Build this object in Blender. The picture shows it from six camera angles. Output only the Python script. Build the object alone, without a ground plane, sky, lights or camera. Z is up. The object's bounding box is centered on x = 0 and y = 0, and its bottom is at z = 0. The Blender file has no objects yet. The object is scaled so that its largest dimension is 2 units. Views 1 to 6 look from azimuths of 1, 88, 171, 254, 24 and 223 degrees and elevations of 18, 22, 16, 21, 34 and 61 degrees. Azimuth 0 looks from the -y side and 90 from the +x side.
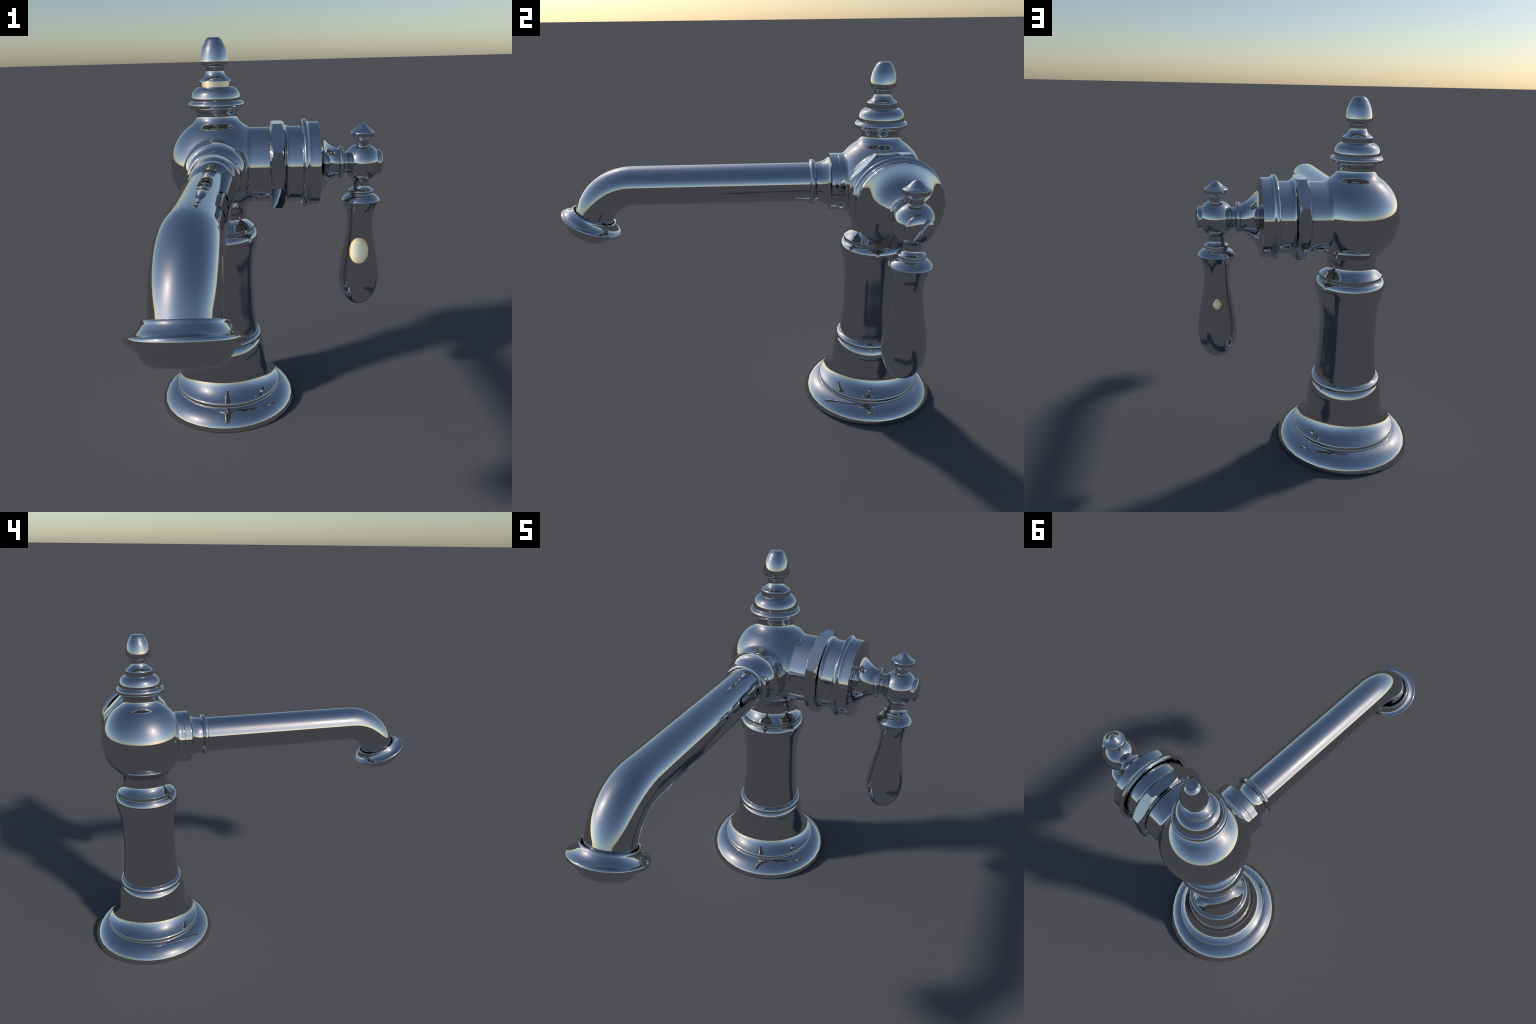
"""Polished chrome single-post faucet: turned pedestal, ball body, long spout, side lever."""
import bpy, bmesh, math
from mathutils import Vector, Matrix

CX, CY = -0.2180, 0.6394          # vertical axis of the pedestal
ZV = 1.2705                       # height of the spout / valve axes
LX = 0.4750                       # vertical axis of the lever
SEG = 32
SWELL = 0.0009                    # a 32-sided turning is a hair thinner than its circle

# ------------------------------------------------------------------ material
def chrome_material():
    m = bpy.data.materials.new("polished_chrome")
    m.use_nodes = True
    nt = m.node_tree
    b = nt.nodes["Principled BSDF"]
    tc = nt.nodes.new("ShaderNodeTexCoord")
    nz = nt.nodes.new("ShaderNodeTexNoise")
    nz.inputs["Scale"].default_value = 14.0
    nz.inputs["Detail"].default_value = 3.0
    rr = nt.nodes.new("ShaderNodeMapRange")
    rr.inputs["To Min"].default_value = ROUGH[0]
    rr.inputs["To Max"].default_value = ROUGH[1]
    nt.links.new(tc.outputs["Object"], nz.inputs["Vector"])
    nt.links.new(nz.outputs["Fac"], rr.inputs["Value"])
    nt.links.new(rr.outputs["Result"], b.inputs["Roughness"])
    b.inputs["Base Color"].default_value = (*BASE, 1)
    b.inputs["Metallic"].default_value = 1.0
    return m

BASE = (0.64, 0.64, 0.645)
ROUGH = (0.0, 0.015)
CHROME = chrome_material()

# ------------------------------------------------------------------ profiles
def catmull(p, n):
    """Centripetal Catmull-Rom through 2-D points."""
    if len(p) == 2:
        return [p[0], p[1]]
    P = [2 * p[0] - p[1]] + p + [2 * p[-1] - p[-2]]
    out = [p[0]]
    for i in range(1, len(P) - 2):
        p0, p1, p2, p3 = P[i - 1:i + 3]
        t0 = 0.0
        t1 = t0 + max((p1 - p0).length, 1e-6) ** .5
        t2 = t1 + max((p2 - p1).length, 1e-6) ** .5
        t3 = t2 + max((p3 - p2).length, 1e-6) ** .5
        for k in range(1, n + 1):
            t = t1 + (t2 - t1) * k / n
            a1 = p0 * ((t1 - t) / (t1 - t0)) + p1 * ((t - t0) / (t1 - t0))
            a2 = p1 * ((t2 - t) / (t2 - t1)) + p2 * ((t - t1) / (t2 - t1))
            a3 = p2 * ((t3 - t) / (t3 - t2)) + p3 * ((t - t2) / (t3 - t2))
            b1 = a1 * ((t2 - t) / (t2 - t0)) + a2 * ((t - t0) / (t2 - t0))
            b2 = a2 * ((t3 - t) / (t3 - t1)) + a3 * ((t - t1) / (t3 - t1))
            out.append(b1 * ((t2 - t) / (t2 - t1)) + b2 * ((t - t1) / (t2 - t1)))
    return out

def cut(poly, d):
    """Drop length d from the start of a polyline."""
    poly = list(poly)
    while len(poly) > 2 and (poly[1] - poly[0]).length <= d:
        d -= (poly[1] - poly[0]).length
        poly.pop(0)
    L = (poly[1] - poly[0]).length
    poly[0] = poly[0].lerp(poly[1], min(d / L, .48))
    return poly

def profile(pts, n=5):
    """pts: (radius, station) = smooth point, (radius, station, rounding) = corner."""
    runs, cur, rad = [], [], []
    for i, q in enumerate(pts):
        v = Vector(q[:2])
        cur.append(v)
        if i and i < len(pts) - 1 and len(q) == 3:
            runs.append(cur)
            rad.append(q[2])
            cur = [v]
    runs.append(cur)
    runs = [catmull(r, n) for r in runs]
    out = runs[0]
    for i, w in enumerate(rad):
        nxt = runs[i + 1]
        c = nxt[0]
        if w > 0:
            a = cut(out[::-1], w)[::-1]
            b = cut(nxt, w)
            arc = []
            for k in range(1, 5):
                t = k / 5
                arc.append(a[-1] * (1 - t) ** 2 + c * 2 * t * (1 - t) + b[0] * t * t)
            out = a + arc + b
        else:
            out = out + nxt[1:]
    return out

AXES = {"z": Matrix.Identity(3),
        "x": Matrix(((0, 0, 1), (1, 0, 0), (0, 1, 0))),     # station -> +x
        "-y": Matrix(((1, 0, 0), (0, 0, -1), (0, 1, 0)))}   # station -> -y

def lathe_into(bm, pts, axis="z", origin=(0, 0, 0), seg=SEG, n=3, rot=None):
    pr = [Vector((p.x + SWELL * min(1, p.x / .03), p.y)) for p in profile(pts, n)]
    M = rot if rot is not None else AXES[axis]
    o = Vector(origin)
    rings = []
    for p in pr:
        if p.x < 1e-5:
            rings.append([bm.verts.new(o + M @ Vector((0, 0, p.y)))])
        else:
            rings.append([bm.verts.new(o + M @ Vector((p.x * math.cos(2 * math.pi * k / seg),
                                                       p.x * math.sin(2 * math.pi * k / seg), p.y)))
                          for k in range(seg)])
    for a, b in zip(rings, rings[1:]):
        for k in range(seg):
            j = (k + 1) % seg
            if len(a) == 1 and len(b) == 1:
                continue
            if len(a) == 1:
                bm.faces.new((a[0], b[k], b[j]))
            elif len(b) == 1:
                bm.faces.new((a[k], b[0], a[j]))
            else:
                bm.faces.new((a[k], b[k], b[j], a[j]))

def settle_normals(ob):
    """Area-weighted vertex normals, so flat walls stay flat beside small roundings."""
    m = ob.modifiers.new("normals", "WEIGHTED_NORMAL")
    m.mode = "FACE_AREA"; m.weight = 50; m.keep_sharp = True
    bpy.context.view_layer.update()
    me = bpy.data.meshes.new_from_object(ob.evaluated_get(bpy.context.evaluated_depsgraph_get()))
    me.name = ob.name
    ob.modifiers.clear()
    ob.data = me

def finish(name, bm, parent, loc=(0, 0, 0), angle=32, recalc=True):
    if recalc:
        bmesh.ops.recalc_face_normals(bm, faces=bm.faces)
    me = bpy.data.meshes.new(name)
    bm.to_mesh(me)
    bm.free()
    me.polygons.foreach_set("use_smooth", [True] * len(me.polygons))
    me.set_sharp_from_angle(angle=math.radians(angle))
    me.materials.append(CHROME)
    ob = bpy.data.objects.new(name, me)
    bpy.context.scene.collection.objects.link(ob)
    settle_normals(ob)
    ob.parent = parent
    ob.location = Vector(loc) - (Vector(parent["at"]) if parent else Vector())
    ob["at"] = tuple(loc)
    return ob

def lathe(name, pts, parent, loc, axis="z", seg=SEG, n=3, angle=32, rot=None):
    bm = bmesh.new()
    lathe_into(bm, pts, axis, seg=seg, n=n, rot=rot)
    return finish(name, bm, parent, loc, angle)

def arc(r, a0, a1, n, c=(0, 0)):
    """Arc of a circle in (radius, station); angles from the equator, in degrees."""
    return [(c[0] + r * math.cos(math.radians(a0 + (a1 - a0) * i / n)),
             c[1] + r * math.sin(math.radians(a0 + (a1 - a0) * i / n))) for i in range(n + 1)]

# ------------------------------------------------------------------ the faucet
faucet = bpy.data.objects.new("faucet", None)
bpy.context.scene.collection.objects.link(faucet)
faucet.location = (CX, CY, 0)
faucet["at"] = (CX, CY, 0.0)
faucet["label"] = "polished chrome bathroom faucet with turned post and side lever"
faucet["category"] = "faucet"

AX = (CX, CY, 0)
# pedestal: rolled foot, step, cove and the shoulder above it
lathe("pedestal_base", [
    (0, 0), (.3597, 0, .001), (.3605, .010), (.3583, .024), (.3505, .0405), (.3365, .0575),
    (.3180, .0722), (.2995, .0815), (.2855, .0860), (.2785, .0868, .0008), (.2781, .0990), (.2772, .1055), (.2740, .1110),
       (.2680, .1152), (.2580, .1215), (.2445, .1318), (.2335, .1430), (.2243, .1558), (.2163, .1712), (.2103, .1875), (.2060, .2055), (.2036, .2250), (.2025, .2480), (.2000, .2750), (.1962, .3060), (.1905, .3330), (.1840, .3520), (.1770, .3635, .001), (0, .3635)], faucet, AX)

# column: bead ring, waisted shaft, rolled top
lathe("column", [
    (0, .34), (.174, .34, 0), (.1755, .3640, .001), (.1808, .3645), (.1852, .3685), (.1870, .3760), (.1850, .3855), (.1795, .3935), (.1715, .3980), (.1655, .3990, .001),
    (.1640, .4200), (.1598, .4580), (.1555, .5000), (.1523, .5520), (.1503, .6200), (.1508, .6800), (.1529, .7450),
    (.1572, .7970), (.1645, .8380), (.1745, .8760), (.1805, .8940), (.1828, .9080), (.1815, .9220), (.1765, .9350), (.1685, .9445),
    (.1560, .9480, .001), (0, .9480)], faucet, AX)

# ball body with its flared neck, and the two bosses that leave it
R = .2320
body_pts = ([(0, .940), (.1560, .940, 0), (.1562, .9505, .001), (.1612, .9530, .0015), (.1615, .9690, .0012), (.1515, .9780), (.1430, .9860), (.1325, .9985), (.1260, 1.0120), (.1238, 1.0250),
             (.1245, 1.0360), (.1272, 1.0500), (.1325, 1.0660), (.1405, 1.0800), (.1570, 1.0998)]
            + [(r, z) for r, z in arc(R, -40.5, 53, 16, (0, ZV))]
            + [(.1245, 1.4660), (.1115, 1.4768), (.1020, 1.4885), (.0965, 1.5010), (.0953, 1.5130),
               (.0970, 1.5235), (.1035, 1.5325), (.1035, 1.545, 0), (0, 1.545)])
bm = bmesh.new()
lathe_into(bm, body_pts, seg=96, n=4)
def boss(r_boss, r_fillet):
    """Profile from inside the ball, tangent to it, filleting out to a cylinder."""
    cr = r_boss + r_fillet
    cs = math.sqrt((R + r_fillet) ** 2 - cr ** 2)
    a = math.degrees(math.atan2(-cs, -cr))          # towards the ball centre
    tang = []
    base = math.degrees(math.atan2(cs, cr))
    for k in range(4, 0, -1):
        an = math.radians(base - 1.5 * k)
        rr = R - .0004 * k
        tang.append((rr * math.cos(an), rr * math.sin(an)))
    f = []
    a0, a1 = a % 360, 180
    for k in range(9):
        t = math.radians(a0 + (a1 - a0) * k / 8)
        f.append((cr + r_fillet * math.cos(t), cs + r_fillet * math.sin(t)))
    return [(0, tang[0][1])] + [(tang[0][0], tang[0][1], 0)] + tang[1:] + f
b = boss(.1775, .040)
lathe_into(bm, b + [(.1775, .245, .001), (0, .245)], "x", (0, 0, ZV), seg=96, n=3)
b = boss(.1438, .030)
lathe_into(bm, b + [(.1438, .2140, .001), (.1422, .2165, .0008), (.1446, .2185, .0012), (.1446, .2570, .0015), (.128, .2570, .001),
                    (.122, .250, 0), (0, .250)], "-y", (0, 0, ZV), seg=96, n=3)
finish("valve_body", bm, faucet, AX, 20)

# finial stacked on the ball
lathe("finial", [
    (0, 1.530), (.098, 1.530, .001), (.106, 1.5365), (.1160, 1.5395), (.1245, 1.5455), (.1298, 1.5540), (.1305, 1.5620), (.1260, 1.5705),
    (.118, 1.5748), (.111, 1.5758, .001), (.1135, 1.5785, .002), (.1142, 1.590), (.1122, 1.602), (.1068, 1.616), (.097, 1.628), (.086, 1.6355),
    (.076, 1.639), (.0738, 1.6395, .001), (.0729, 1.6655, .0015), (.0705, 1.6700, .002), (.0625, 1.6745), (.054, 1.681), (.0470, 1.689), (.0428, 1.698), (.0410, 1.708),
    (.0415, 1.716), (.0435, 1.7245), (.0485, 1.732), (.0545, 1.7365, .001), (.0630, 1.7385, .003), (.0650, 1.747), (.0645, 1.762), (.0610, 1.785), (.0543, 1.810),
    (.0440, 1.8320), (.0367, 1.8450), (.0280, 1.8540, .0012), (.0257, 1.8560), (.0225, 1.8562), (.0175, 1.8552), (.0090, 1.8542), (0, 1.8538)], faucet, AX)

# ------------------------------------------------------------------ valve: nut, bonnet
VX = (CX, CY, ZV)
def X(x):            # world x -> station on the valve axis
    return x - CX

bm = bmesh.new()
lathe_into(bm, [(0, X(.0295)), (.186, X(.0295), .001), (.2005, X(.0360), .002), (.2180, X(.0490), .001), (.2180, X(.0815), .001),
                (.2090, X(.0900)), (.2005, X(.0968)), (.1935, X(.1005)), (.1875, X(.1050)), (.1832, X(.1110)), (.1808, X(.1200), 0),
                (0, X(.1200))], "x", seg=64)
bmesh.ops.recalc_face_normals(bm, faces=bm.faces)
turned = bpy.data.meshes.new("turned")
bm.to_mesh(turned); bm.free()
cutter = bpy.data.objects.new("cutter", turned)
bpy.context.scene.collection.objects.link(cutter)
bm = bmesh.new()
RN = .2165
lo = [bm.verts.new((X(.02), RN * math.cos(math.radians(22.5 + 45 * k)), RN * math.sin(math.radians(22.5 + 45 * k)))) for k in range(8)]
hi = [bm.verts.new((X(.15), v.co.y, v.co.z)) for v in lo]
for k in range(8):
    j = (k + 1) % 8
    bm.faces.new((lo[k], lo[j], hi[j], hi[k]))
bm.faces.new(lo); bm.faces.new(hi)
nut = finish("octagonal_nut", bm, faucet, VX)
cutter.location = VX
mod = nut.modifiers.new("turn", "BOOLEAN")
mod.operation = "INTERSECT"; mod.solver = "EXACT"; mod.object = cutter
bpy.context.view_layer.update()
dg = bpy.context.evaluated_depsgraph_get()
res = bpy.data.meshes.new_from_object(nut.evaluated_get(dg))
nut.modifiers.clear()
nut.data = res
res.materials.clear(); res.materials.append(CHROME)
res.polygons.foreach_set("use_smooth", [True] * len(res.polygons))
res.set_sharp_from_angle(angle=math.radians(18))
settle_normals(nut)
bpy.data.objects.remove(cutter)

lathe("valve_sleeve", [(0, X(.110)), (.1797, X(.110), 0), (.1797, X(.1990), .0015), (.1100, X(.1990), 0), (.1000, X(.257), 0), (0, X(.257))], faucet, VX, "x")

lathe("bonnet", [
    (0, X(.257)), (.1890, X(.257), 0), (.1900, X(.1900)), (.1925, X(.1835)), (.1985, X(.1805)), (.2060, X(.1825)), (.2115, X(.1890)), (.2122, X(.1955)),
    (.2095, X(.2020)), (.2042, X(.2070)), (.1998, X(.2120)), (.1983, X(.2180)), (.1980, X(.2400)), (.1980, X(.2615), .0012),
    (.1870, X(.2646)), (.1730, X(.2682)), (.1568, X(.2727)), (.1385, X(.2793)), (.1190, X(.2895)), (.1010, X(.3035)), (.0860, X(.3195)),
    (.0740, X(.3375)), (.0690, X(.3520)), (.0680, X(.3580), .001),
    (.0742, X(.3610)), (.0780, X(.3665)), (.0785, X(.3720)), (.0755, X(.3780)), (.0685, X(.3825)), (.0570, X(.3855)), (.0515, X(.3885)), (.0500, X(.3960)), (.0500, X(.4150), 0),
    (0, X(.4150))], faucet, VX, "x")

# ------------------------------------------------------------------ lever
lever = bpy.data.objects.new("lever", None)
bpy.context.scene.collection.objects.link(lever)
lever["at"] = (LX, CY, 0.0)
lever.parent = faucet
lever.location = (LX - CX, 0, 0)
LA = (LX, CY, 0)
RB, ZB = .0905, 1.2695
lathe("lever_hub", [(0, 1.160), (.0385, 1.160, 0), (.0378, 1.172), (.0378, 1.184, .001)]
      + arc(RB, -64, 69, 16, (0, ZB)) [1:-1]
      + [(.0300, 1.3560, 0), (0, 1.3560)], lever, LA)
lathe("lever_knob", [(0, 1.345), (.0318, 1.345, 0), (.0311, 1.360), (.0312, 1.372), (.0340, 1.3795), (.0400, 1.3860), (.0480, 1.3905, .002), (.0555, 1.3965),
                     (.0572, 1.4030), (.0572, 1.4135, .0015), (.0540, 1.4180), (.0450, 1.4228), (.0360, 1.4290), (.0265, 1.4380), (.0180, 1.4462),
                     (.0100, 1.4515), (.0040, 1.4535), (0, 1.4538)], lever, LA)
lathe("lever_grip", [(0, 1.170), (.0380, 1.170, 0), (.0385, 1.158), (.0410, 1.1500), (.0465, 1.1435), (.0545, 1.1385), (.0595, 1.1345), (.0602, 1.1290),
                     (.0590, 1.1225), (.0560, 1.1195, .001), (.0560, 1.1165, .001), (.0600, 1.1165, .001), (.0700, 1.1115), (.0820, 1.1025), (.0910, 1.0930), (.0948, 1.0860, .003), (.0900, 1.0775),
                     (.0800, 1.0615), (.0705, 1.0400), (.0640, 1.0150), (.0616, .9900), (.0613, .9640), (.0643, .9250), (.0719, .8750), (.0832, .8160),
                     (.0935, .7560), (.0988, .7050), (.0972, .6570), (.0880, .6150), (.0715, .5810), (.0500, .5545), (.0250, .5385), (0, .5335)],
      lever, LA, n=2)
# slotted screw cap on the hub's outer face
SLOT = math.radians(-37)
bm = bmesh.new()
lathe_into(bm, [(0, .060), (.0580, .060, 0), (.0580, .0865, .002), (.0540, .0905), (.0450, .0955), (.0320, .0995), (.0160, .1018), (0, .1024)], "x", seg=64)
bmesh.ops.recalc_face_normals(bm, faces=bm.faces)
cap = finish("screw_cap", bm, lever, (LX, CY, ZB))
bm = bmesh.new()
bmesh.ops.create_cube(bm, size=1.0, matrix=Matrix.Translation((.105, 0, 0)) @ Matrix.Rotation(SLOT, 4, "X") @ Matrix.Diagonal((.030, .0165, .1040, 1)))
sm = bpy.data.meshes.new("slot"); bm.to_mesh(sm); bm.free()
so = bpy.data.objects.new("slot", sm)
bpy.context.scene.collection.objects.link(so)
so.location = (LX, CY, ZB)
mod = cap.modifiers.new("slot", "BOOLEAN"); mod.operation = "DIFFERENCE"; mod.solver = "EXACT"; mod.object = so
bpy.context.view_layer.update()
dg = bpy.context.evaluated_depsgraph_get()
res = bpy.data.meshes.new_from_object(cap.evaluated_get(dg))
cap.modifiers.clear(); cap.data = res
res.materials.clear(); res.materials.append(CHROME)
res.polygons.foreach_set("use_smooth", [True] * len(res.polygons))
res.set_sharp_from_angle(angle=math.radians(32))
settle_normals(cap)
bpy.data.objects.remove(so)

# ------------------------------------------------------------------ spout
def Y(y):            # world y -> station on the spout axis
    return CY - y
RT = .0998
spout = lathe("spout_collar", [
    (0, Y(.400)), (.1415, Y(.400), 0), (.1425, Y(.3832), .0005), (.1340, Y(.3812)), (.1252, Y(.3770)), (.1165, Y(.3680)), (.1095, Y(.3555)), (.1033, Y(.3400)), (.1000, Y(.3220)), (.0995, Y(.3125), .001),
    (.1050, Y(.3105)), (.1115, Y(.3060)), (.1155, Y(.2990)), (.1162, Y(.2920)), (.1135, Y(.2850)), (.1075, Y(.2800)), (.0985, Y(.2785), .001), (0, Y(.270))],
    faucet, VX, "-y")
# pipe: straight run and a 65 degree bend
Y0, RBEND, BEND = -.623, .220, math.radians(65.2)
path = [(Vector((0, .40, ZV)), 0.0), (Vector((0, .27, ZV)), 0.0)]
for k in range(1, 13):
    path.append((Vector((0, .27 + (Y0 - .27) * k / 12, ZV)), 0.0))
NB = 9
for k in range(1, NB + 1):
    a = BEND * k / NB
    path.append((Vector((0, Y0 - RBEND * math.sin(a), ZV - RBEND * (1 - math.cos(a)))), a))
end, a = path[-1]
path.append((end + Vector((0, -math.cos(a), -math.sin(a))) * .05, a))
bm = bmesh.new()
prev = None
for p, a in path:
    u = Vector((1, 0, 0)); w = Vector((0, -math.sin(a), math.cos(a)))
    ring = [bm.verts.new(p - Vector((0, CY, ZV)) + (u * math.cos(t) + w * math.sin(t)) * RT) for t in [2 * math.pi * k / 32 for k in range(32)]]
    if prev:
        for k in range(32):
            bm.faces.new((prev[k], prev[(k + 1) % 32], ring[(k + 1) % 32], ring[k]))
    else:
        bm.faces.new(ring)
    prev = ring
bm.faces.new(prev)
finish("spout_pipe", bm, faucet, VX)
# nozzle: lipped, flared bell on the outlet
TILT = math.radians(25.2)
down = Vector((0, -math.sin(TILT), -math.cos(TILT)))
side = Vector((1, 0, 0)); fwd = down.cross(side)
rot = Matrix((side, fwd, down)).transposed()
lathe("spout_nozzle", [
    (0, -.028), (.1005, -.028, .001), (.1040, -.0360), (.1065, -.0445), (.1105, -.0485), (.1150, -.0470), (.1172, -.0425), (.1185, -.0370), (.1215, -.0305), (.1270, -.0220), (.1350, -.0140),
    (.1440, -.0085), (.1530, -.0058, .0008), (.1563, -.0030), (.1576, .0010), (.1578, .0050), (.1565, .0095), (.1525, .0140), (.1440, .0185), (.1350, .0250), (.1265, .0340), (.1190, .0450), (.1115, .0560), (.1020, .0650), (.0920, .0705), (.0840, .0725, .002),
    (.0780, .0725, .001), (.0760, .0600, .001), (0, .0600)], faucet, (CX, -.8535, 1.0765), rot=rot)

for o in bpy.data.objects:
    if "at" in o:
        del o["at"]
